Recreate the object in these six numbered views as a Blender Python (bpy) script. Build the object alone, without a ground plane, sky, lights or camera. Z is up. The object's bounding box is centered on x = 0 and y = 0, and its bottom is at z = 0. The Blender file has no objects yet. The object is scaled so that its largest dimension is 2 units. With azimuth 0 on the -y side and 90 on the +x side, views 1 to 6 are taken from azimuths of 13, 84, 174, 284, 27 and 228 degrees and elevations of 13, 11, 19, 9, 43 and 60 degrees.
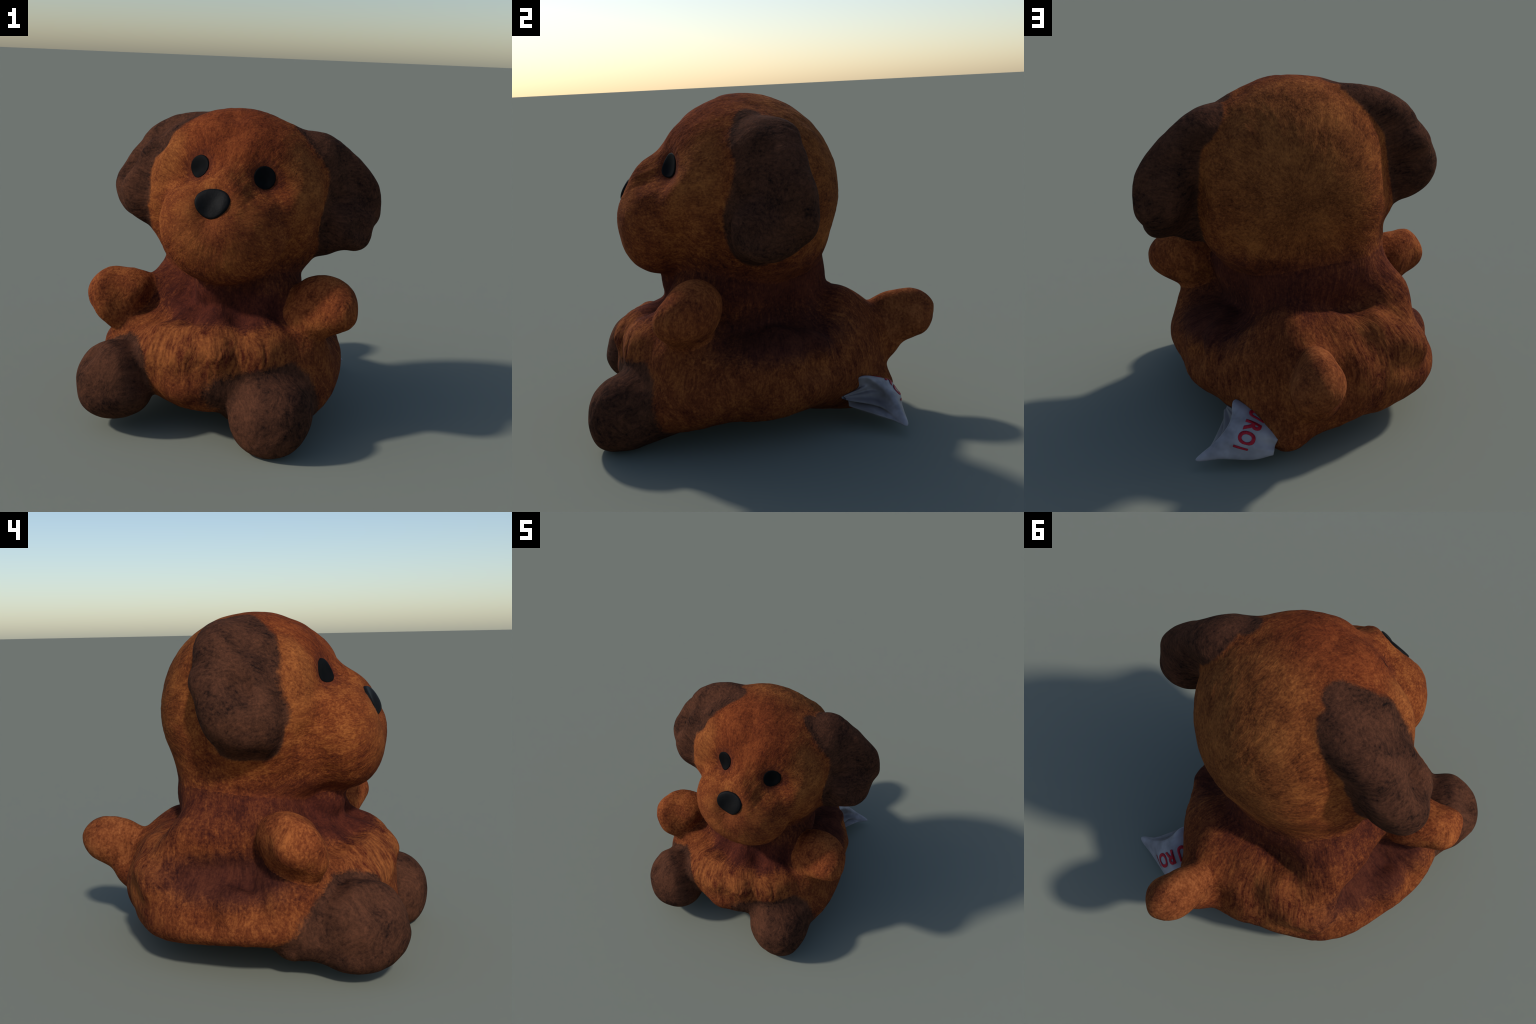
"""A small plush puppy sitting up: round head with floppy dark ears, bead eyes,
pad nose, bean-bag torso, stub forelimbs, dark hind legs, stub tail, sewn-in label.

The soft body is described as a set of overlapping padded volumes (ellipsoids and
tapered rolls), merged with soft seams, meshed once, and then separated by region
into the anatomical parts."""
import bpy, math
import numpy as np
from mathutils import Vector

# ----------------------------------------------------------------- stuffing
# ball: centre, radii, tilt (x, y, z)      roll: start, end, start radius, end radius
STUFFING = {
    'head': {
        'skull': ('ball', (0.030, -0.046, 1.433), (0.518, 0.472, 0.392), (-0.303, 0.202, -0.101)),
        'cheeks': ('ball', (-0.020, -0.056, 1.162), (0.511, 0.497, 0.359), (0.303, 0.218, -0.363)),
        'muzzle': ('ball', (0.006, -0.560, 1.198), (0.363, 0.222, 0.318), (-0.214, 0.231, -0.033)),
        'nape': ('ball', (-0.026, -0.001, 0.985), (0.441, 0.343, 0.222), (0.080, -0.038, 0.089)),
        'cheek_left': ('ball', (0.378, -0.312, 1.265), (0.110, 0.112, 0.198), (0.049, 0.011, -0.013)),
        'cheek_right': ('ball', (-0.431, -0.188, 1.395), (0.109, 0.228, 0.298), (0.098, 0.142, 0.190)),
    },
    'torso': {
        'neck': ('ball', (-0.113, -0.064, 0.710), (0.401, 0.460, 0.248), (0.434, 0.316, -0.195)),
        'bean_bag': ('ball', (0.085, -0.063, 0.347), (0.245, 0.809, 0.229), (-0.297, 0.028, -0.069)),
        'belly': ('ball', (-0.135, -0.617, 0.372), (0.377, 0.246, 0.233), (0.167, 0.209, -0.201)),
        'rump': ('ball', (0.020, 0.428, 0.386), (0.389, 0.217, 0.294), (0.195, -0.170, -0.299)),
        'hip_right': ('ball', (-0.363, 0.105, 0.336), (0.363, 0.352, 0.166), (-0.403, -0.019, -0.035)),
        'hip_left': ('ball', (0.389, 0.083, 0.246), (0.209, 0.298, 0.121), (0.243, -0.193, 0.121)),
        'flank_right': ('ball', (-0.540, -0.095, 0.285), (0.255, 0.484, 0.108), (-0.060, -0.151, -0.092)),
        'flank_left': ('ball', (0.414, -0.279, 0.325), (0.276, 0.546, 0.198), (0.263, -0.137, 0.011)),
        'chest': ('roll', (-0.518, -0.374, 0.376), (0.448, -0.456, 0.465), 0.219, 0.182),
        'spine': ('roll', (0.104, 0.426, 0.611), (-0.024, 0.703, 0.362), 0.090, 0.089),
        'shoulder_right': ('roll', (-0.354, 0.024, 0.825), (-0.567, 0.310, 0.477), 0.090, 0.093),
        'shoulder_left': ('roll', (0.158, 0.122, 0.724), (0.310, 0.303, 0.262), 0.090, 0.089),
        'bib': ('ball', (-0.038, -0.460, 0.822), (0.110, 0.111, 0.107), (0.020, 0.012, 0.105)),
        'chest_ridge_left': ('ball', (0.278, -0.594, 0.484), (0.160, 0.195, 0.191), (0.017, -0.151, 0.026)),
        'hip_right_rear': ('ball', (-0.344, 0.395, 0.406), (0.168, 0.136, 0.262), (0.119, -0.012, -0.072)),
        'upper_flank_right': ('ball', (-0.446, 0.017, 0.672), (0.138, 0.267, 0.110), (0.123, -0.050, 0.290)),
        'throat': ('ball', (0.240, -0.247, 0.782), (0.174, 0.269, 0.186), (0.092, 0.023, -0.111)),
    },
    'forelimb_left': {
        'arm_left': ('roll', (0.496, -0.453, 0.669), (0.700, -0.522, 0.744), 0.121, 0.093),
        'paw_left': ('ball', (0.592, -0.407, 0.784), (0.194, 0.135, 0.150), (-0.082, -0.065, -0.311)),
    },
    'forelimb_right': {
        'arm_right': ('roll', (-0.596, -0.391, 0.732), (-0.753, -0.428, 0.703), 0.112, 0.091),
        'paw_right': ('ball', (-0.669, -0.408, 0.676), (0.089, 0.192, 0.189), (0.068, -0.409, -0.427)),
    },
    'leg_left': {
        'thigh_left': ('roll', (0.209, -0.513, 0.241), (0.435, -0.782, 0.212), 0.230, 0.193),
        'foot_left': ('ball', (0.372, -0.855, 0.175), (0.205, 0.109, 0.175), (-0.288, -0.019, -0.222)),
    },
    'leg_right': {
        'thigh_right': ('roll', (-0.621, -0.396, 0.188), (-0.572, -0.734, 0.302), 0.090, 0.206),
        'foot_right': ('ball', (-0.545, -0.767, 0.183), (0.220, 0.176, 0.109), (-0.116, -0.275, -0.677)),
    },
    'tail': {
        'tail_stem': ('roll', (-0.134, 0.154, 0.246), (0.030, 0.872, 0.490), 0.141, 0.099),
        'tail_tip': ('ball', (-0.020, 0.801, 0.541), (0.089, 0.197, 0.124), (0.030, 0.259, -0.037)),
    },
    'ear_left': {
        'ear_left_root': ('ball', (0.446, 0.006, 1.597), (0.152, 0.184, 0.109), (0.059, 0.489, -0.333)),
        'ear_left_flap': ('ball', (0.642, 0.107, 1.373), (0.161, 0.115, 0.273), (0.180, -0.540, 0.065)),
        'ear_left_tip': ('ball', (0.652, -0.009, 1.186), (0.109, 0.181, 0.190), (-0.536, -0.605, -0.280)),
        'ear_left_front': ('ball', (0.489, -0.073, 1.267), (0.204, 0.109, 0.289), (0.015, -0.178, 0.551)),
    },
    'ear_right': {
        'ear_right_root': ('ball', (-0.433, 0.010, 1.662), (0.235, 0.121, 0.109), (0.092, -0.344, 0.064)),
        'ear_right_flap': ('ball', (-0.577, -0.029, 1.492), (0.177, 0.135, 0.110), (0.155, -0.135, -0.242)),
        'ear_right_tip': ('ball', (-0.600, -0.098, 1.319), (0.218, 0.154, 0.190), (-0.415, 0.309, -0.223)),
        'ear_right_front': ('ball', (-0.488, -0.191, 1.371), (0.219, 0.109, 0.256), (-0.215, 0.385, 0.213)),
    },
}
SOFTNESS = {'head': .05, 'ear_left': .035, 'ear_right': .035, 'torso': .05, 'forelimb_left': .035,
            'forelimb_right': .035, 'leg_left': .04, 'leg_right': .04, 'tail': .03}
SEAM = .022
# where the stuffing is fuller (+) or pressed in (-): spot, amount, reach
PLUMPNESS = {
    'head': [
        (0.08, -0.19, 1.82, 0.006, 0.055), (-0.01, -0.27, 1.80, -0.019, 0.055), (0.23, 0.00, 1.77, -0.008, 0.055),
        (0.34, -0.07, 1.74, 0.007, 0.055), (0.01, -0.41, 1.71, -0.015, 0.055), (0.17, -0.40, 1.69, 0.005, 0.085),
        (-0.35, -0.35, 1.68, 0.010, 0.055), (0.13, -0.48, 1.64, 0.009, 0.055), (-0.40, -0.29, 1.63, -0.011, 0.055),
        (0.18, 0.31, 1.62, -0.008, 0.120), (-0.43, -0.29, 1.60, -0.030, 0.055), (0.28, 0.29, 1.60, 0.014, 0.055),
        (0.42, -0.25, 1.59, -0.010, 0.085), (-0.32, -0.45, 1.56, 0.019, 0.085), (-0.09, -0.62, 1.53, -0.012, 0.036),
        (-0.16, -0.49, 1.52, -0.010, 0.050), (0.12, -0.62, 1.50, -0.018, 0.038), (-0.12, -0.59, 1.50, -0.022, 0.050),
        (0.09, -0.59, 1.50, 0.010, 0.085), (0.23, -0.48, 1.49, -0.012, 0.050), (-0.13, -0.59, 1.47, -0.013, 0.085),
        (0.09, -0.68, 1.47, 0.012, 0.055), (0.18, -0.60, 1.47, -0.022, 0.050), (-0.19, -0.52, 1.46, -0.027, 0.055),
        (0.02, -0.63, 1.46, 0.006, 0.060), (0.17, -0.59, 1.43, 0.015, 0.055), (0.22, -0.50, 1.42, -0.028, 0.085),
        (-0.22, -0.59, 1.41, -0.016, 0.055), (0.10, -0.70, 1.40, 0.011, 0.055), (-0.34, -0.47, 1.40, 0.008, 0.055),
        (0.04, -0.67, 1.39, -0.025, 0.055), (0.19, -0.60, 1.39, -0.029, 0.055), (0.39, -0.47, 1.38, 0.009, 0.055),
        (-0.29, 0.36, 1.38, 0.005, 0.120), (-0.27, -0.52, 1.37, -0.010, 0.040), (0.40, -0.46, 1.34, 0.013, 0.055),
        (-0.39, -0.44, 1.32, 0.015, 0.055), (-0.04, -0.69, 1.32, -0.032, 0.055), (-0.20, -0.75, 1.31, 0.016, 0.085),
        (-0.51, 0.09, 1.31, -0.012, 0.120), (0.36, -0.48, 1.29, 0.026, 0.055), (-0.02, -0.73, 1.26, -0.027, 0.055),
        (-0.31, -0.50, 1.26, -0.016, 0.045), (0.08, -0.78, 1.26, 0.011, 0.085), (0.35, -0.56, 1.24, -0.013, 0.055),
        (0.36, -0.49, 1.23, 0.026, 0.055), (-0.40, -0.40, 1.23, -0.008, 0.055), (-0.37, -0.45, 1.23, 0.015, 0.055),
        (-0.16, -0.72, 1.18, 0.010, 0.090), (0.19, -0.71, 1.17, 0.010, 0.090), (-0.43, -0.36, 1.12, -0.006, 0.120),
        (-0.55, -0.03, 1.09, 0.012, 0.055), (-0.12, 0.39, 1.06, -0.004, 0.120), (-0.51, 0.05, 1.05, -0.012, 0.055),
        (0.31, 0.25, 1.00, -0.017, 0.055), (-0.37, -0.34, 1.00, -0.016, 0.055), (-0.51, 0.01, 0.94, 0.015, 0.055),
        (-0.21, -0.54, 0.93, 0.011, 0.085), (0.27, 0.23, 0.86, 0.013, 0.055),
    ],
    'torso': [
        (-0.37, 0.25, 0.91, 0.011, 0.055), (-0.53, -0.04, 0.86, -0.005, 0.085), (0.08, 0.36, 0.78, 0.004, 0.120),
        (-0.52, -0.25, 0.77, 0.019, 0.085), (0.24, -0.56, 0.76, 0.010, 0.055), (-0.07, -0.54, 0.75, -0.012, 0.055),
        (-0.52, 0.25, 0.73, -0.018, 0.055), (-0.23, -0.41, 0.73, -0.020, 0.055), (0.26, 0.21, 0.72, -0.031, 0.120),
        (-0.03, -0.61, 0.70, 0.011, 0.055), (-0.22, -0.55, 0.68, 0.013, 0.055), (-0.18, 0.40, 0.67, 0.017, 0.055),
        (0.27, 0.13, 0.66, -0.022, 0.055), (-0.12, -0.69, 0.65, 0.022, 0.055), (0.13, -0.60, 0.65, -0.028, 0.055),
        (-0.32, 0.37, 0.65, -0.019, 0.055), (-0.38, 0.47, 0.64, 0.013, 0.055), (0.16, 0.51, 0.63, -0.014, 0.055),
        (-0.28, -0.60, 0.63, -0.004, 0.055), (0.42, -0.66, 0.62, 0.016, 0.055), (-0.11, 0.53, 0.62, -0.016, 0.055),
        (-0.12, -0.65, 0.62, -0.033, 0.055), (-0.33, -0.50, 0.62, 0.012, 0.090), (-0.31, -0.69, 0.62, 0.025, 0.055),
        (-0.18, -0.76, 0.62, 0.024, 0.085), (0.30, 0.01, 0.61, -0.010, 0.055), (-0.32, -0.55, 0.60, -0.016, 0.055),
        (0.38, 0.03, 0.60, 0.018, 0.055), (-0.25, 0.24, 0.60, 0.022, 0.050), (0.04, -0.83, 0.60, -0.011, 0.055),
        (0.28, 0.31, 0.60, -0.012, 0.055), (-0.37, -0.53, 0.59, -0.014, 0.055), (0.43, 0.17, 0.58, 0.015, 0.055),
        (-0.61, 0.40, 0.57, 0.006, 0.120), (-0.58, -0.02, 0.57, 0.012, 0.055), (-0.62, 0.32, 0.55, -0.015, 0.055),
        (0.48, 0.23, 0.54, 0.019, 0.055), (-0.32, 0.52, 0.53, -0.011, 0.055), (-0.55, 0.45, 0.53, 0.012, 0.055),
        (-0.12, -0.86, 0.52, 0.021, 0.055), (0.10, -0.86, 0.52, 0.018, 0.055), (0.48, 0.28, 0.52, 0.022, 0.055),
        (-0.54, 0.47, 0.51, 0.022, 0.055), (-0.37, -0.77, 0.48, 0.024, 0.055), (0.57, 0.15, 0.46, 0.021, 0.055),
        (0.54, 0.18, 0.45, -0.035, 0.055), (0.52, 0.29, 0.45, 0.018, 0.055), (-0.70, -0.10, 0.44, 0.025, 0.055),
        (-0.14, 0.65, 0.44, -0.034, 0.085), (-0.75, -0.34, 0.43, 0.019, 0.055), (-0.73, -0.17, 0.42, 0.040, 0.055),
        (-0.65, 0.38, 0.42, 0.015, 0.055), (-0.38, -0.76, 0.40, -0.016, 0.085), (0.63, 0.01, 0.40, -0.005, 0.055),
        (-0.60, -0.11, 0.39, -0.025, 0.120), (-0.74, -0.10, 0.39, 0.019, 0.055), (-0.11, -0.85, 0.38, -0.019, 0.055),
        (-0.24, -0.82, 0.37, -0.012, 0.055), (-0.74, -0.09, 0.37, 0.030, 0.055), (-0.62, -0.26, 0.36, -0.032, 0.085),
        (0.00, -0.86, 0.36, -0.011, 0.085), (0.61, 0.16, 0.32, 0.013, 0.055), (0.61, 0.16, 0.32, -0.007, 0.120),
        (-0.78, -0.00, 0.30, -0.008, 0.055), (-0.12, -0.85, 0.29, 0.023, 0.055), (-0.79, -0.25, 0.28, 0.011, 0.085),
    ],
    'right_forelimb': [
        (-0.54, -0.42, 0.81, -0.015, 0.055), (-0.48, -0.50, 0.78, 0.020, 0.055), (-0.50, -0.30, 0.75, 0.035, 0.065),
        (-0.56, -0.53, 0.61, 0.018, 0.055),
    ],
    'right_leg': [
        (-0.49, -0.86, 0.46, 0.019, 0.055), (-0.39, -0.79, 0.41, 0.034, 0.055), (-0.66, -0.79, 0.41, -0.046, 0.055),
        (-0.74, -0.63, 0.41, 0.026, 0.055), (-0.40, -0.78, 0.41, -0.024, 0.055), (-0.47, -0.90, 0.34, 0.015, 0.055),
        (-0.77, -0.54, 0.33, -0.006, 0.085), (-0.36, -0.87, 0.28, 0.005, 0.055), (-0.78, -0.69, 0.27, 0.013, 0.055),
        (-0.76, -0.67, 0.16, -0.006, 0.085),
    ],
    'left_ear': [
        (0.61, 0.20, 1.55, 0.021, 0.055), (0.65, 0.02, 1.53, -0.006, 0.120), (0.60, -0.09, 1.48, 0.007, 0.055),
        (0.81, 0.16, 1.38, 0.010, 0.055), (0.70, 0.22, 1.37, -0.016, 0.055), (0.68, 0.22, 1.36, 0.022, 0.055),
        (0.59, -0.10, 1.32, -0.029, 0.055), (0.79, 0.19, 1.31, -0.013, 0.055), (0.54, 0.15, 1.31, -0.024, 0.085),
        (0.81, -0.01, 1.21, 0.016, 0.055), (0.72, -0.10, 1.15, -0.030, 0.055), (0.56, -0.15, 1.06, 0.012, 0.060),
        (0.56, -0.15, 1.06, 0.030, 0.055),
    ],
    'right_ear': [
        (-0.65, -0.18, 1.48, -0.015, 0.055), (-0.69, -0.13, 1.48, -0.015, 0.055), (-0.63, -0.19, 1.47, -0.015, 0.085),
        (-0.68, -0.20, 1.44, -0.015, 0.055), (-0.59, -0.34, 1.27, 0.010, 0.055), (-0.71, -0.21, 1.18, 0.008, 0.055),
    ],
    'left_forelimb': [
        (0.46, -0.26, 0.82, 0.013, 0.055), (0.43, -0.57, 0.65, -0.008, 0.055),
    ],
    'left_leg': [
        (0.44, -0.98, 0.30, 0.005, 0.055), (0.60, -0.80, 0.20, -0.018, 0.090),
    ],
    'tail': [
        (-0.02, 0.92, 0.70, 0.008, 0.055), (-0.05, 0.81, 0.65, -0.008, 0.055), (-0.11, 0.67, 0.55, 0.010, 0.055),
        (-0.10, 0.87, 0.52, 0.022, 0.070),
    ],
}


def tilt_matrix(e):
    cx, cy, cz = np.cos(e)
    sx, sy, sz = np.sin(e)
    rx = np.array([[1, 0, 0], [0, cx, -sx], [0, sx, cx]])
    ry = np.array([[cy, 0, sy], [0, 1, 0], [-sy, 0, cy]])
    rz = np.array([[cz, -sz, 0], [sz, cz, 0], [0, 0, 1]])
    return rz @ ry @ rx


def ball(x, c, r, e=(0, 0, 0)):
    p = (x - np.array(c)) @ tilt_matrix(e)
    r = np.array(r)
    a = p / r
    k0 = np.sqrt((a * a).sum(-1) + 1e-9)
    k1 = np.sqrt(((a / r) ** 2).sum(-1) + 1e-9)
    return k0 * (k0 - 1) / k1


def roll(x, a, b, ra, rb):
    a, b = np.array(a), np.array(b)
    d = b - a
    t = np.clip((x - a) @ d / (d @ d + 1e-9), 0, 1)
    return np.sqrt(((x - a - t[..., None] * d) ** 2).sum(-1) + 1e-12) - (ra + (rb - ra) * t)


def merge(ds, k):
    ds = np.stack(ds)
    m = ds.min(0)
    return m - k * np.log(np.exp((m - ds) / k).sum(0))


def part_distances(x):
    out = {}
    for part, pads in STUFFING.items():
        ds = [ball(x, *p[1:]) if p[0] == 'ball' else roll(x, *p[1:]) for p in pads.values()]
        out[part] = merge(ds, SOFTNESS[part])
    return out


def body_distance(x):
    d = merge(list(part_distances(x).values()), SEAM)
    for spots in PLUMPNESS.values():
        s = np.array(spots)
        r2 = (x * x).sum(-1)[:, None] + (s[:, :3] ** 2).sum(-1) - 2 * x @ s[:, :3].T
        d = d - np.exp(-r2 / (2 * s[:, 4] ** 2)) @ s[:, 3]
    return d


def chunked(f, x, n=60000):
    return np.concatenate([f(x[i:i + n]) for i in range(0, len(x), n)])


def slope(f, x, h=2e-3):
    g = np.stack([chunked(f, x + h * np.eye(3)[i]) - chunked(f, x - h * np.eye(3)[i]) for i in range(3)], -1)
    return g / (np.linalg.norm(g, axis=-1, keepdims=True) + 1e-12)


# ------------------------------------------------------------- skin meshing
def skin(step=.02):
    lo, hi = np.array([-.95, -1.1, -.08]), np.array([.95, 1.1, 2.0])
    n = np.ceil((hi - lo) / step).astype(int) + 1
    ax = [lo[i] + step * np.arange(n[i]) for i in range(3)]
    g = np.stack(np.meshgrid(*ax, indexing='ij'), -1).reshape(-1, 3)
    d = chunked(body_distance, g).reshape(n)
    s = d < 0
    # one vertex in each cell the surface crosses, at the mean of its edge crossings
    acc, cnt = np.zeros((*(n - 1), 3)), np.zeros(n - 1)
    corner = [(i, j, k) for i in (0, 1) for j in (0, 1) for k in (0, 1)]
    sl = lambda a, o: a[o[0]:n[0] - 1 + o[0], o[1]:n[1] - 1 + o[1], o[2]:n[2] - 1 + o[2]]
    for o in corner:
        for axis in range(3):
            if o[axis]:
                continue
            o2 = tuple(o[i] + (i == axis) for i in range(3))
            da, db = sl(d, o), sl(d, o2)
            cross = (da < 0) != (db < 0)
            t = np.where(cross, da / np.where(cross, da - db, 1), 0)
            for i in range(3):
                acc[..., i] += cross * (o[i] + (t if i == axis else 0))
            cnt += cross
    live = cnt > 0
    index = -np.ones(n - 1, int)
    index[live] = np.arange(live.sum())
    cell = np.argwhere(live)
    verts = lo + step * (cell + acc[live] / cnt[live][:, None])
    faces = []
    for axis in range(3):
        u, v = (axis + 1) % 3, (axis + 2) % 3
        a, b = [slice(None)] * 3, [slice(None)] * 3
        a[axis], b[axis] = slice(0, -1), slice(1, None)
        flips = np.argwhere(s[tuple(a)] != s[tuple(b)])
        inside = s[tuple(flips.T)]
        eu, ev = np.eye(3, dtype=int)[u], np.eye(3, dtype=int)[v]
        q = np.stack([index[tuple((flips - du * eu - dv * ev).T)] for du, dv in ((1, 1), (0, 1), (0, 0), (1, 0))], -1)
        faces.append(np.where(inside[:, None], q, q[:, ::-1]))
    return verts, np.concatenate(faces)


def split_quads(v, f):
    e = np.sort(np.stack([f, np.roll(f, -1, 1)], -1).reshape(-1, 2), 1)
    ue, inv = np.unique(e, axis=0, return_inverse=True)
    inv = inv.reshape(-1, 4)
    mid = len(v) + inv
    cen = (len(v) + len(ue) + np.arange(len(f)))[:, None]
    nv = np.concatenate([v, v[ue].mean(1), v[f].mean(1)])
    nf = [np.concatenate([f[:, [i]], mid[:, [i]], cen, mid[:, [i - 1]]], 1) for i in range(4)]
    return nv, np.concatenate(nf)


def settle(v, times=2):
    for _ in range(times):
        v = v - chunked(body_distance, v)[:, None] * slope(body_distance, v) * .9
    return v


# ---------------------------------------------------------------- fur relief
def lattice(i):
    h = (i[..., 0].astype(np.int64) * 374761393 + i[..., 1].astype(np.int64) * 668265263 + i[..., 2].astype(np.int64) * 2147483647) & 0xffffffff
    h = ((h ^ (h >> 13)) * 1274126177) & 0xffffffff
    h = h ^ (h >> 16)
    return (h & 0xffff) / 65535.0


def noise(p):
    i = np.floor(p)
    f = p - i
    w = f * f * (3 - 2 * f)
    out = 0
    for a in (0, 1):
        for b in (0, 1):
            for c in (0, 1):
                k = lattice(i + np.array([a, b, c]))
                out = out + k * (w[:, 0] if a else 1 - w[:, 0]) * (w[:, 1] if b else 1 - w[:, 1]) * (w[:, 2] if c else 1 - w[:, 2])
    return out * 2 - 1


def pile_relief(v):
    """combed clumps: streaks fan out from the neck over the torso, from the nose over the head"""
    r = np.linalg.norm(v[:, :2], axis=1, keepdims=True) + .05
    fan = np.concatenate([v[:, :2] / r, v[:, 2:] * .35], 1)
    q = v - np.array([0, -.6, 1.3])
    r2 = np.linalg.norm(q[:, [0, 2]], axis=1, keepdims=True) + .1
    back = np.concatenate([q[:, [0]] / r2, q[:, [1]] * .5, q[:, [2]] / r2], 1)
    wob = .12 * np.stack([noise(v * 6 + s) for s in (3.1, 17.7, 31.3)], -1)
    body = noise((fan + wob) * 16) * .6 + noise((fan + wob) * 31) * .4
    head = noise((back + wob) * 13) * .6 + noise((back + wob) * 27) * .4
    m = np.clip((v[:, 2] - .85) / .15, 0, 1)
    lumps = noise(v * 9 + 5) * .6 + noise(v * 21 + 9) * .4
    rim = np.zeros(len(v))
    for c, r in (((-.05, -.72, .50), (.52, .24, .15)), ((-.42, .42, .48), (.30, .34, .24)), ((.42, .42, .42), (.30, .34, .18))):
        d = np.linalg.norm((v - np.array(c)) / np.array(r), axis=1)
        rim = np.maximum(rim, np.clip(1.5 - d, 0, 1))
    locks = noise((fan + .6 * wob) * 40) * rim * np.where(v[:, 1] < 0, 1, .5)
    return locks * .003 + (body * (1 - m) + head * m) * .0025 + lumps * .0035


# ------------------------------------------------------------------ materials
def nodes_of(name):
    m = bpy.data.materials.new(name)
    m.use_nodes = True
    t = m.node_tree
    return m, t, t.nodes['Principled BSDF']


class Net:
    def __init__(self, t):
        self.t = t

    def node(self, kind, **props):
        n = self.t.nodes.new(kind)
        ins = props.pop('ins', {})
        for k, v in props.items():
            setattr(n, k, v)
        for k, v in ins.items():
            self.put(n.inputs[k], v)
        return n

    def put(self, sock, v):
        if isinstance(v, bpy.types.NodeSocket):
            self.t.links.new(v, sock)
        else:
            sock.default_value = v

    def math(self, op, a, b=0.0, clamp=False):
        n = self.node('ShaderNodeMath', operation=op, use_clamp=clamp)
        self.put(n.inputs[0], a)
        self.put(n.inputs[1], b)
        return n.outputs[0]

    def vmath(self, op, a, b=(0, 0, 0), out=0):
        n = self.node('ShaderNodeVectorMath', operation=op)
        self.put(n.inputs[0], a)
        if op == 'SCALE':
            self.put(n.inputs['Scale'], b)
        else:
            self.put(n.inputs[1], b)
        return n.outputs[out]

    def noise(self, vec, scale, detail=3.0, rough=.55, distort=0.0):
        return self.node('ShaderNodeTexNoise', ins={'Vector': vec, 'Scale': scale, 'Detail': detail, 'Roughness': rough, 'Distortion': distort}).outputs[0]

    def span(self, v, a, b, smooth=True):
        n = self.node('ShaderNodeMapRange', ins={'Value': v, 'From Min': a, 'From Max': b})
        n.interpolation_type = 'SMOOTHSTEP' if smooth else 'LINEAR'
        return n.outputs[0]

    def mix(self, fac, a, b, blend='MIX'):
        n = self.node('ShaderNodeMix', data_type='RGBA', blend_type=blend)
        self.put(n.inputs[0], fac)
        self.put(n.inputs[6], a if isinstance(a, bpy.types.NodeSocket) else (*a, 1))
        self.put(n.inputs[7], b if isinstance(b, bpy.types.NodeSocket) else (*b, 1))
        return n.outputs[2]

    def blob(self, pos, centre, radii, soft, jitter=None):
        """1 inside an ellipsoid, fading to 0 over soft (in radii)"""
        d = self.vmath('LENGTH', self.vmath('DIVIDE', self.vmath('SUBTRACT', pos, centre), radii), out=1)
        if jitter is not None:
            d = self.math('ADD', d, jitter)
        return self.span(d, 1 + soft, 1 - soft)


def lin(*rgb):
    """colour typed as it looks on screen, 0-255"""
    return tuple((c / 255 / 12.92 if c <= 10 else ((c / 255 + .055) / 1.055) ** 2.4) for c in rgb)


def rim_mask(n, pos):
    front = n.blob(pos, (-.05, -.72, .50), (.52, .24, .15), .5)
    rear = n.math('MULTIPLY', n.blob(pos, (-.42, .42, .48), (.30, .34, .24), .5), .75)
    left = n.blob(pos, (.42, .42, .42), (.30, .34, .18), .5)
    return n.math('MAXIMUM', front, n.math('MAXIMUM', rear, n.math('MULTIPLY', left, .4)))


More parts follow.
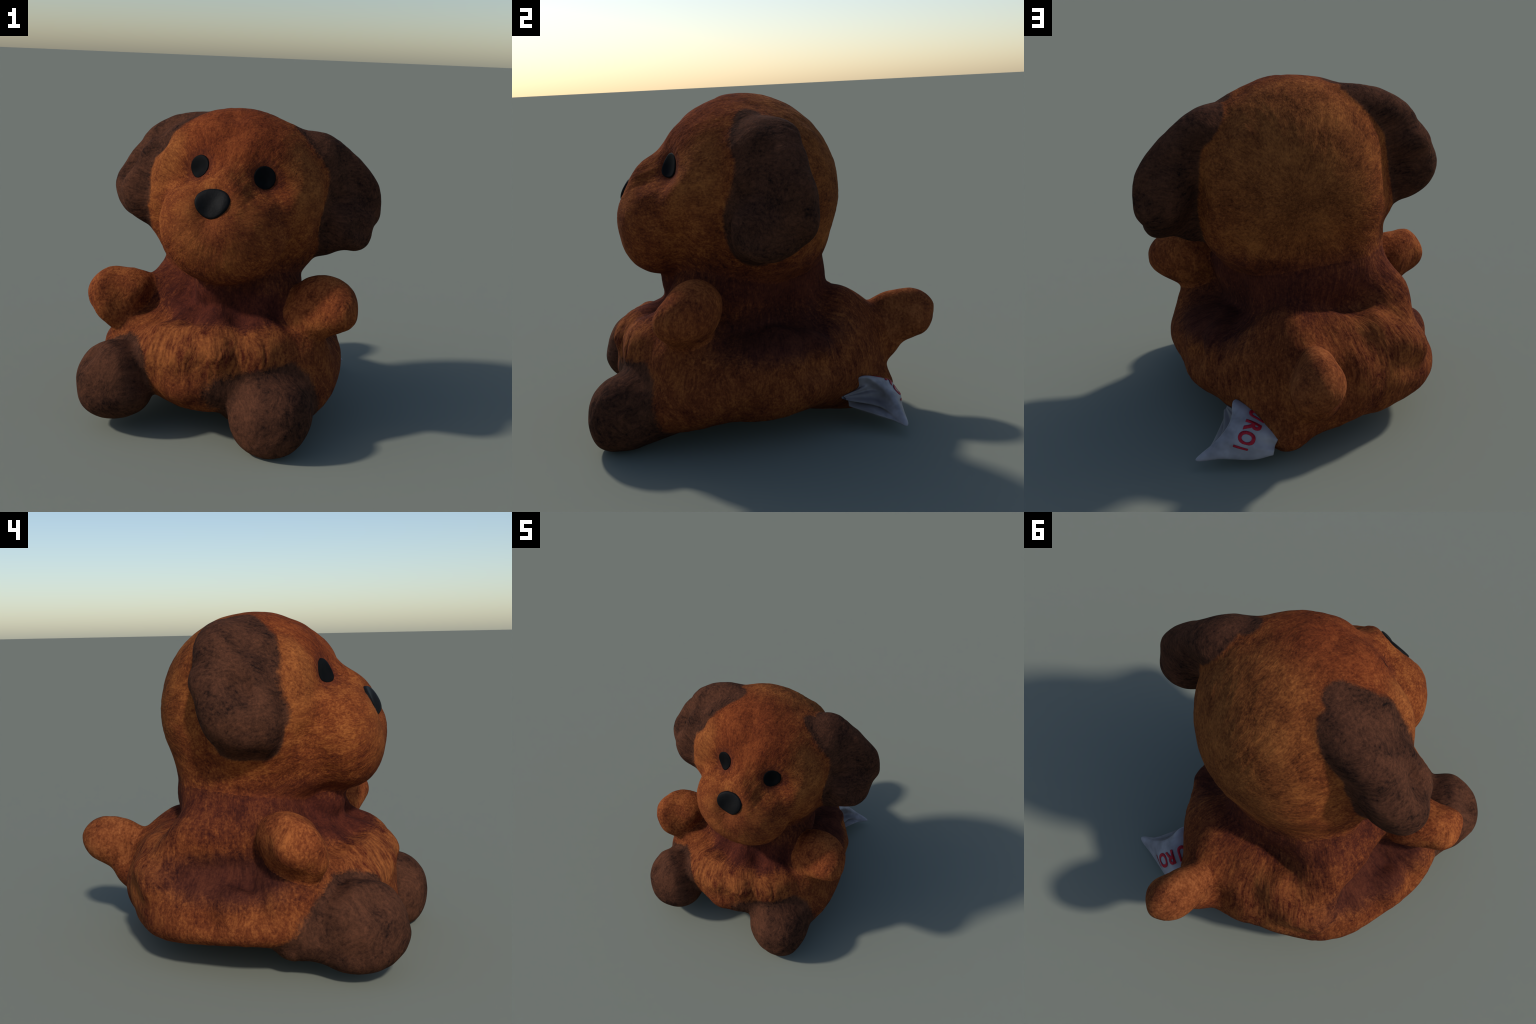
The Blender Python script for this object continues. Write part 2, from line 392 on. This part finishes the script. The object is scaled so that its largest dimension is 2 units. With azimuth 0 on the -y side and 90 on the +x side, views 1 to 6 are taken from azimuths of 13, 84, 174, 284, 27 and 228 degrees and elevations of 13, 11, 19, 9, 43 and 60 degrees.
def plush(name, dark, mid, light, flow, extra=None, blotch=.42):
    m, t, b = nodes_of(name)
    n = Net(t)
    pos = n.node('ShaderNodeTexCoord').outputs['Object']
    sep = n.node('ShaderNodeSeparateXYZ', ins={0: pos})
    x, y, z = sep.outputs
    wob = n.vmath('SCALE', n.vmath('SUBTRACT', n.node('ShaderNodeTexNoise', ins={'Vector': pos, 'Scale': 5.0, 'Detail': 1.5}).outputs[1], (.5, .5, .5)), .14)
    if flow == 'fan':      # combed down and away from the neck
        flat = n.vmath('MULTIPLY', pos, (1, 1, 0))
        r = n.math('ADD', n.vmath('LENGTH', flat, out=1), .05)
        dirn = n.vmath('SCALE', flat, n.math('DIVIDE', 1.0, r))
        comb = n.vmath('ADD', n.vmath('ADD', dirn, n.vmath('MULTIPLY', pos, (0, 0, .6))), wob)
    elif flow == 'back':   # combed back from the nose
        q = n.vmath('SUBTRACT', pos, (0, -.6, 1.3))
        flat = n.vmath('MULTIPLY', q, (1, 0, 1))
        r = n.math('ADD', n.vmath('LENGTH', flat, out=1), .1)
        dirn = n.vmath('SCALE', flat, n.math('DIVIDE', 1.0, r))
        comb = n.vmath('ADD', n.vmath('ADD', dirn, n.vmath('MULTIPLY', q, (0, .95, 0))), wob)
    else:                  # short lying pile
        comb = n.vmath('ADD', n.vmath('MULTIPLY', pos, (1.1, 1.1, .55)), wob)
    streak = n.noise(comb, 20.0, 3.0, .55)
    fine = n.noise(comb, 70.0, 3.0, .6)
    clump = n.noise(pos, 6.0, 4.0, .55, .4)
    grain = n.noise(pos, 70.0, 3.0, .65, .5)
    off = lambda v, w: n.math('MULTIPLY', n.math('SUBTRACT', v, .5), w)
    k = n.math('ADD', n.math('ADD', off(streak, .26), off(clump, blotch)), n.math('ADD', off(fine, .38), off(grain, .40)))
    k = n.math('ADD', k, .5)
    if flow == 'fan':      # long pile on the rim of the bean bag parts into locks
        locks = n.noise(n.vmath('ADD', dirn, n.vmath('ADD', n.vmath('MULTIPLY', pos, (0, 0, .16)), n.vmath('SCALE', wob, 1.0))), 36.0, 3.0, .55)
        k = n.math('ADD', k, n.math('MULTIPLY', off(locks, .75), rim_mask(n, pos)))
    ramp = n.node('ShaderNodeValToRGB', ins={0: k})
    e = ramp.color_ramp.elements
    e[0].position, e[0].color = .33, (*dark, 1)
    e[1].position, e[1].color = .68, (*light, 1)
    e.new(.5).color = (*mid, 1)
    col = ramp.outputs[0]
    jit = n.math('MULTIPLY', n.math('SUBTRACT', n.math('ADD', streak, grain), 1.0), .55)
    if extra:
        flecks = n.math('ADD', n.math('ADD', off(n.noise(comb, 48.0, 4.0, .7, .3), 1.0), off(clump, 1.0)), n.math('ADD', off(grain, .7), .5))
        col = extra(n, pos, col, n.span(k, .33, .68, False), jit, n.span(flecks, .15, .85, False))
    t.links.new(col, b.inputs['Base Color'])
    b.inputs['Roughness'].default_value = 1.0
    b.inputs['Specular IOR Level'].default_value = .04
    b.inputs['Sheen Weight'].default_value = .0
    h = n.math('ADD', n.math('MULTIPLY', fine, .6), n.math('ADD', n.math('MULTIPLY', grain, .4), streak))
    bump = n.node('ShaderNodeBump', ins={'Height': h, 'Strength': .35, 'Distance': .012})
    t.links.new(bump.outputs[0], b.inputs['Normal'])
    return m


def pad_distance(n, pos, pad):
    """how far a point lies outside one padded volume, in nodes"""
    if pad[0] == 'ball':
        c, r, e = pad[1:]
        mp = n.node('ShaderNodeMapping', vector_type='TEXTURE', ins={'Vector': pos, 'Location': c, 'Rotation': e, 'Scale': r})
        k0 = n.vmath('LENGTH', mp.outputs[0], out=1)
        k1 = n.vmath('LENGTH', n.vmath('DIVIDE', mp.outputs[0], r), out=1)
        return n.math('DIVIDE', n.math('MULTIPLY', k0, n.math('SUBTRACT', k0, 1.0)), k1)
    a, b, ra, rb = pad[1:]
    d = tuple(q - p for p, q in zip(a, b))
    rel = n.vmath('SUBTRACT', pos, a)
    t = n.math('DIVIDE', n.vmath('DOT_PRODUCT', rel, d, out=1), sum(k * k for k in d), clamp=True)
    gap = n.vmath('LENGTH', n.vmath('SUBTRACT', rel, n.vmath('SCALE', d, t)), out=1)
    return n.math('SUBTRACT', gap, n.math('ADD', n.math('MULTIPLY', t, rb - ra), ra))


def near(n, pos, parts):
    d = None
    for p in parts:
        for pad in STUFFING[p].values():
            q = pad_distance(n, pos, pad)
            if d is None:
                d = q
            else:
                s = n.node('ShaderNodeMath', operation='SMOOTH_MIN')
                n.put(s.inputs[0], d)
                n.put(s.inputs[1], q)
                s.inputs[2].default_value = .06
                d = s.outputs[0]
    return d


RUST_DARK, RUST, RUST_LIGHT = lin(70, 30, 21), lin(118, 60, 31), lin(160, 94, 47)
COCOA_DARK, COCOA_LIGHT = lin(29, 20, 18), lin(95, 59, 42)


# where the dark ear cloth is sewn onto the scalp in front of the ear
EAR_HEMS = (
    ('roll', (-.27, -.06, 1.80), (-.40, -.17, 1.66), .090, .108),
    ('roll', (-.40, -.17, 1.66), (-.48, -.25, 1.32), .115, .115),
    ('roll', (.36, -.06, 1.72), (.45, -.10, 1.60), .068, .080),
)
EYE_SPOTS = ((-.157, -.487, 1.523), (.232, -.485, 1.485))


def head_tint(n, pos, col, k, jit, flecks):
    red = n.mix(k, lin(76, 32, 20), lin(136, 66, 34))
    col = n.mix(n.math('MULTIPLY', n.blob(pos, (.02, -.30, 1.72), (.34, .34, .30), .3, jit), .75), col, red)
    gold = n.mix(k, lin(76, 40, 22), lin(156, 96, 50))
    col = n.mix(n.math('MULTIPLY', n.blob(pos, (.03, .40, 1.50), (.46, .48, .50), .5, jit), .6), col, gold)
    tan_strip = n.mix(k, lin(92, 44, 24), lin(172, 104, 54))
    for c, r in (((-.44, -.38, 1.56), (.16, .15, .24)), ((.46, -.34, 1.50), (.14, .14, .24))):
        col = n.mix(n.math('MULTIPLY', n.blob(pos, c, r, .4, jit), .6), col, tan_strip)
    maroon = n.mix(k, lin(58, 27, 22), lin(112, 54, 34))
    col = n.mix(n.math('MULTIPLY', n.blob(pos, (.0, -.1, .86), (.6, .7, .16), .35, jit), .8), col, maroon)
    for e in EYE_SPOTS:
        col = n.mix(n.math('MULTIPLY', n.blob(pos, e, (.10, .10, .105), .25, jit), .75), col, maroon)
    muzzle = n.blob(pos, (.0, -.80, 1.22), (.26, .30, .20), .35, jit)
    tan = n.mix(flecks, lin(84, 36, 24), lin(158, 92, 48))
    col = n.mix(n.math('MULTIPLY', muzzle, .7), col, tan)
    cocoa = n.mix(flecks, COCOA_DARK, COCOA_LIGHT)
    edge = n.math('SUBTRACT', near(n, pos, ['ear_left', 'ear_right']), near(n, pos, ['head']))
    for hem in EAR_HEMS:
        edge = n.math('MINIMUM', edge, pad_distance(n, pos, hem))
    edge = n.math('ADD', edge, n.math('MULTIPLY', jit, .032))
    return n.mix(n.span(edge, .016, -.010), col, cocoa)


def torso_tint(n, pos, col, k, jit, flecks):
    maroon = n.mix(k, lin(48, 23, 21), lin(92, 43, 31))  # neck and bib colour, part of its darkness is baked-in occlusion shade
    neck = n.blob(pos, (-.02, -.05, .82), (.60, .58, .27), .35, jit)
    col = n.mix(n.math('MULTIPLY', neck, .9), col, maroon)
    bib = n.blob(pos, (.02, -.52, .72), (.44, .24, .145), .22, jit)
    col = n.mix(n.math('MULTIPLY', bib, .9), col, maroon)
    orange = n.mix(k, lin(78, 32, 22), lin(152, 88, 46))
    col = n.mix(n.math('MULTIPLY', rim_mask(n, pos), n.math('SUBTRACT', 1.0, n.math('MAXIMUM', bib, neck))), col, orange)
    deep = n.mix(k, lin(42, 22, 21), lin(82, 42, 33))  # maroon darkened further to paint ambient occlusion into the flank hollows
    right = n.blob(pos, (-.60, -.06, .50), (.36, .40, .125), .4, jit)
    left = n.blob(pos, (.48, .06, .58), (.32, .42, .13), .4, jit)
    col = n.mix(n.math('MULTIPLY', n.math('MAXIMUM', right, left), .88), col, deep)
    cocoa = n.mix(flecks, COCOA_DARK, COCOA_LIGHT)
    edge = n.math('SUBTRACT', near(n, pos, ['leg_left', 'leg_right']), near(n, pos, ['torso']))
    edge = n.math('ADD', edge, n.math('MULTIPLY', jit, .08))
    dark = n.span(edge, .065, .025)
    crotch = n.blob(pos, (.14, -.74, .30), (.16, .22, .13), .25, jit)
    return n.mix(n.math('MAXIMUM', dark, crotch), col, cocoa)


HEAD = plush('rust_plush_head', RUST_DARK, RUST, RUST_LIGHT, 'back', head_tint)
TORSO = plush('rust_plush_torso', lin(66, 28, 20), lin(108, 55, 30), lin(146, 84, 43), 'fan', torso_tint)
FUR = {
    'head': HEAD,
    'ear': HEAD,
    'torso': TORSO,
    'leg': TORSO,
    'forelimb': plush('rust_plush_forelimb', RUST_DARK, lin(122, 63, 34), lin(164, 94, 49), 'lie'),
    'tail': plush('rust_plush_tail', lin(76, 36, 24), lin(122, 66, 36), lin(156, 92, 52), 'lie'),
}


def plain(name, colour, rough, spec=.5, bump=0.0, scale=120.0, vary=.15, painted_shade=None):
    m, t, b = nodes_of(name)
    n = Net(t)
    pos = n.node('ShaderNodeTexCoord').outputs['Object']
    k = n.noise(pos, scale, 3.0)
    low = tuple(c * (1 - vary) for c in colour)
    high = tuple(c * (1 + vary) for c in colour)
    col = n.mix(n.span(k, .3, .7), low, high)
    if painted_shade:
        col = n.mix(n.math('MULTIPLY', n.blob(pos, *painted_shade, .5, n.math('SUBTRACT', k, .5)), .7), col, lin(72, 63, 60))  # shading on the label's side, tinted into its base colour
    t.links.new(col, b.inputs['Base Color'])
    b.inputs['Roughness'].default_value = rough
    b.inputs['Specular IOR Level'].default_value = spec
    if bump:
        t.links.new(n.node('ShaderNodeBump', ins={'Height': k, 'Strength': bump, 'Distance': .004}).outputs[0], b.inputs['Normal'])
    return m


EYE = plain('black_bead', lin(15, 16, 17), .55, .03, .05, 30)
NOSE = plain('black_nose_pad', lin(20, 20, 21), .55, .06, .3, 90)
CLOTH = plain('white_label_cloth', lin(148, 142, 146), .45, .3, .15, 9, .22, ((.46, .46, .16), (.13, .17, .12)))
INK = plain('red_label_ink', lin(170, 16, 40), .6, .3)


# --------------------------------------------------------------------- build
puppy = bpy.data.objects.new('plush_puppy', None)
bpy.context.scene.collection.objects.link(puppy)
puppy['label'] = 'small sitting plush puppy, rust brown fur, dark floppy ears and legs'
puppy['category'] = 'stuffed toy'


def add_part(name, mesh, parent=puppy, mat=None):
    o = bpy.data.objects.new(name, mesh)
    bpy.context.scene.collection.objects.link(o)
    o.parent = parent
    if mat:
        mesh.materials.append(mat)
    return o


def mesh_of(name, v, f, smooth=True):
    m = bpy.data.meshes.new(name)
    m.from_pydata([tuple(p) for p in v], [], [tuple(q) for q in f])
    if smooth:
        m.polygons.foreach_set('use_smooth', [True] * len(m.polygons))
    m.update()
    return m


def build_body():
    v, f = skin(.022)
    v = settle(v)
    v, f = split_quads(v, f)
    v = settle(v, 1)
    n = slope(body_distance, v)
    vn, f = split_quads(np.concatenate([v, n], 1), f)
    v, n = vn[:, :3], vn[:, 3:] / np.linalg.norm(vn[:, 3:], axis=1, keepdims=True)
    v = v - n * chunked(body_distance, v)[:, None]
    v = v + n * pile_relief(v)[:, None]
    v[:, 2] = np.maximum(v[:, 2], 0)
    whole = mesh_of('body', v, f)
    normals = np.zeros(len(v) * 3)
    whole.vertex_normals.foreach_get('vector', normals)
    normals = normals.reshape(-1, 3)
    bpy.data.meshes.remove(whole)
    c = v[f].mean(1)
    parts = list(STUFFING)
    pd = part_distances(c)
    owner = np.argmin(np.stack([pd[p] for p in parts]), 0)
    made = {}
    for i, p in enumerate(parts):
        mine = f[owner == i]
        used, inv = np.unique(mine, return_inverse=True)
        kind = p.split('_')[0]
        m = mesh_of(kind, v[used], inv.reshape(-1, 4))
        m.normals_split_custom_set_from_vertices([tuple(k) for k in normals[used]])
        made[p] = add_part(kind, m, puppy, FUR[kind])
    return made


body = build_body()


def on_skin(p):
    """drop a point onto the body surface; give it and the outward direction there"""
    p = np.array([p], float)
    for _ in range(6):
        p = p - body_distance(p)[:, None] * slope(body_distance, p)
    return p[0], slope(body_distance, p)[0]


def domed_pad(name, where, aim, radii, dome, mat, parent, taper=0.0, segs=56, rings=12):
    """a domed pad that hugs the plush: a rounded outline dropped onto the skin along its aim"""
    aim = Vector(aim).normalized()
    q = aim.to_track_quat('Z', 'Y')
    p0, _ = on_skin(where)
    flat = [(0.0, 0.0, 0.0)]
    for i in range(1, rings + 1):
        for j in range(segs):
            a, r = 2 * math.pi * j / segs, i / rings
            x, y = radii[0] * r * math.cos(a), radii[1] * r * math.sin(a)
            flat.append((x * (1 + taper * y / radii[1]), y, r))
    base = np.array([Vector(p0) + q @ Vector((x, y, .05)) for x, y, r in flat])
    u = np.array(aim)
    for _ in range(12):
        base = base - u * np.clip(body_distance(base), -.02, .04)[:, None]
    r = np.array([f[2] for f in flat])
    lift = np.where(r < 1, dome * np.sqrt(1 - r * r) + .0015, -.012)
    v = base + u * lift[:, None]
    f = [(0, 1 + j, 1 + (j + 1) % segs) for j in range(segs)]
    for i in range(rings - 1):
        for j in range(segs):
            a, b = 1 + i * segs + j, 1 + i * segs + (j + 1) % segs
            f.append((a, a + segs, b + segs, b))
    back = len(v)
    v = np.concatenate([v, [base[0] - u * .012]])
    last = 1 + (rings - 1) * segs
    f += [(last + (j + 1) % segs, last + j, back) for j in range(segs)]
    return add_part(name, mesh_of(name, v, f), parent, mat)


for where, out in zip(EYE_SPOTS, (-.25, .30)):
    domed_pad('eye', where, (out, -1.0, .22), (.067, .071), .007, EYE, body['head'])
domed_pad('nose', (-.014, -.74, 1.362), (-.02, -1.0, .40), (.106, .090), .020, NOSE, body['head'], taper=.14)


# sewn-in label: a folded strip of cloth that bulges out at the rear left and
# runs out into a creased, pointed corner
def smooth_path(p, m):
    """Catmull-Rom through the rows of p (first axis), m samples per span"""
    p = np.concatenate([2 * p[:1] - p[1:2], p, 2 * p[-1:] - p[-2:-1]])
    out = []
    for i in range(1, len(p) - 2):
        for j in range(m):
            t = j / m
            out.append(.5 * (2 * p[i] + (p[i + 1] - p[i - 1]) * t + (2 * p[i - 1] - 5 * p[i] + 4 * p[i + 1] - p[i + 2]) * t ** 2 + (3 * p[i] - p[i - 1] - 3 * p[i + 1] + p[i + 2]) * t ** 3))
    return np.array(out + [p[-2]])


def label_cloth():
    # strips from the seam inside the body, over the fold, down the printed face,
    # round the hem and back under; each strip runs from the right to the pointed corner
    strips = np.array([
        [(.19, .50, .19), (.25, .48, .235), (.30, .44, .25), (.34, .40, .24)],
        [(.160, .645, .172), (.222, .605, .208), (.300, .555, .252), (.384, .503, .280)],
        [(.178, .684, .150), (.240, .672, .184), (.318, .640, .222), (.398, .572, .238)],
        [(.195, .710, .125), (.270, .712, .150), (.352, .688, .176), (.428, .622, .195)],
        [(.205, .722, .100), (.290, .716, .112), (.400, .690, .128), (.495, .655, .135)],
        [(.213, .730, .083), (.312, .722, .060), (.462, .702, .068), (.594, .676, .062)],
        [(.235, .610, .085), (.330, .600, .058), (.430, .590, .055), (.520, .600, .078)],
        [(.250, .450, .130), (.330, .430, .125), (.380, .420, .125), (.430, .400, .135)],
    ])
    gather = strips[:, -1].mean(0) + np.array([-.095, -.06, .0])
    side = strips[:, -1] * .45 + gather * .55
    root = strips[:, -1] * .08 + np.array([.415, .36, .18]) * .92
    strips = np.concatenate([strips, side[:, None], root[:, None]], 1)
    g = smooth_path(strips, 10)
    g = smooth_path(g.transpose(1, 0, 2), 12).transpose(1, 0, 2)
    rows, cols = g.shape[:2]
    v = g.reshape(-1, 3)
    # creases gathered towards the root of the side
    u = np.tile(np.linspace(0, 1, cols), rows)
    w = np.repeat(np.linspace(0, 1, rows), cols)
    fold = .006 * np.sin(w * 26 + 4 * u) * np.clip((u - .62) / .2, 0, 1) * np.clip((1 - u) / .2, 0, 1)
    ripple = .008 * np.sin(w * 23 + 1.0 + 1.5 * u) * np.clip((.6 - u) / .3, 0, 1)
    v = v + fold[:, None] * np.array([.9, .1, .4]) + ripple[:, None] * np.array([0, 1, .3])
    f = [(i * cols + j, i * cols + j + 1, (i + 1) * cols + j + 1, (i + 1) * cols + j) for i in range(rows - 1) for j in range(cols - 1)]
    f += [((rows - 1) * cols + j, (rows - 1) * cols + j + 1, j + 1, j) for j in range(cols - 1)]
    f.append(tuple(i * cols for i in range(rows)))
    mesh = mesh_of('label_tag', v, f)
    import bmesh
    bm = bmesh.new()
    bm.from_mesh(mesh)
    bmesh.ops.remove_doubles(bm, verts=bm.verts, dist=1e-5)
    bmesh.ops.recalc_face_normals(bm, faces=bm.faces)
    bm.to_mesh(mesh)
    bm.free()
    return add_part('label_tag', mesh, puppy, CLOTH)


tag = label_cloth()


def letter(ch, centre, up, right, size, target):
    """one printed letter, laid onto the rear face of the label"""
    cu = bpy.data.curves.new('letter', 'FONT')
    cu.body = ch
    cu.size = size
    cu.align_x = cu.align_y = 'CENTER'
    cu.extrude = .0
    cu.offset = .004
    cu.resolution_u = 6
    tmp = bpy.data.objects.new('letter_tmp', cu)
    bpy.context.scene.collection.objects.link(tmp)
    dg = bpy.context.evaluated_depsgraph_get()
    me = bpy.data.meshes.new_from_object(tmp.evaluated_get(dg))
    bpy.data.objects.remove(tmp)
    up, right = Vector(up).normalized(), Vector(right).normalized()
    nrm = right.cross(up).normalized()
    up = nrm.cross(right)
    import bmesh
    bm = bmesh.new()
    bm.from_mesh(me)
    bmesh.ops.triangulate(bm, faces=bm.faces)
    bmesh.ops.subdivide_edges(bm, edges=bm.edges, cuts=2)
    tev = target.evaluated_get(dg)
    for vert in bm.verts:
        p = Vector(centre) + right * vert.co.x * .78 + up * vert.co.y
        ok, loc, no, _ = tev.closest_point_on_mesh(p)
        vert.co = loc + no * .0015
    solid = bmesh.ops.solidify(bm, geom=bm.faces, thickness=-.0025)
    bm.to_mesh(me)
    bm.free()
    me.materials.clear()
    return add_part('letter', me, target, INK)


bpy.context.view_layer.update()
spots = {'U': (.275, .588, .235), 'R': (.303, .655, .216), 'O': (.340, .692, .170)}
for ch, c in spots.items():
    letter(ch, c, (-.80, .52, -.30), (.06, .10, -.075), .118, tag)
letter('I', (.372, .700, .125), (-.80, .52, -.30), (.06, .10, -.075), .10, tag)
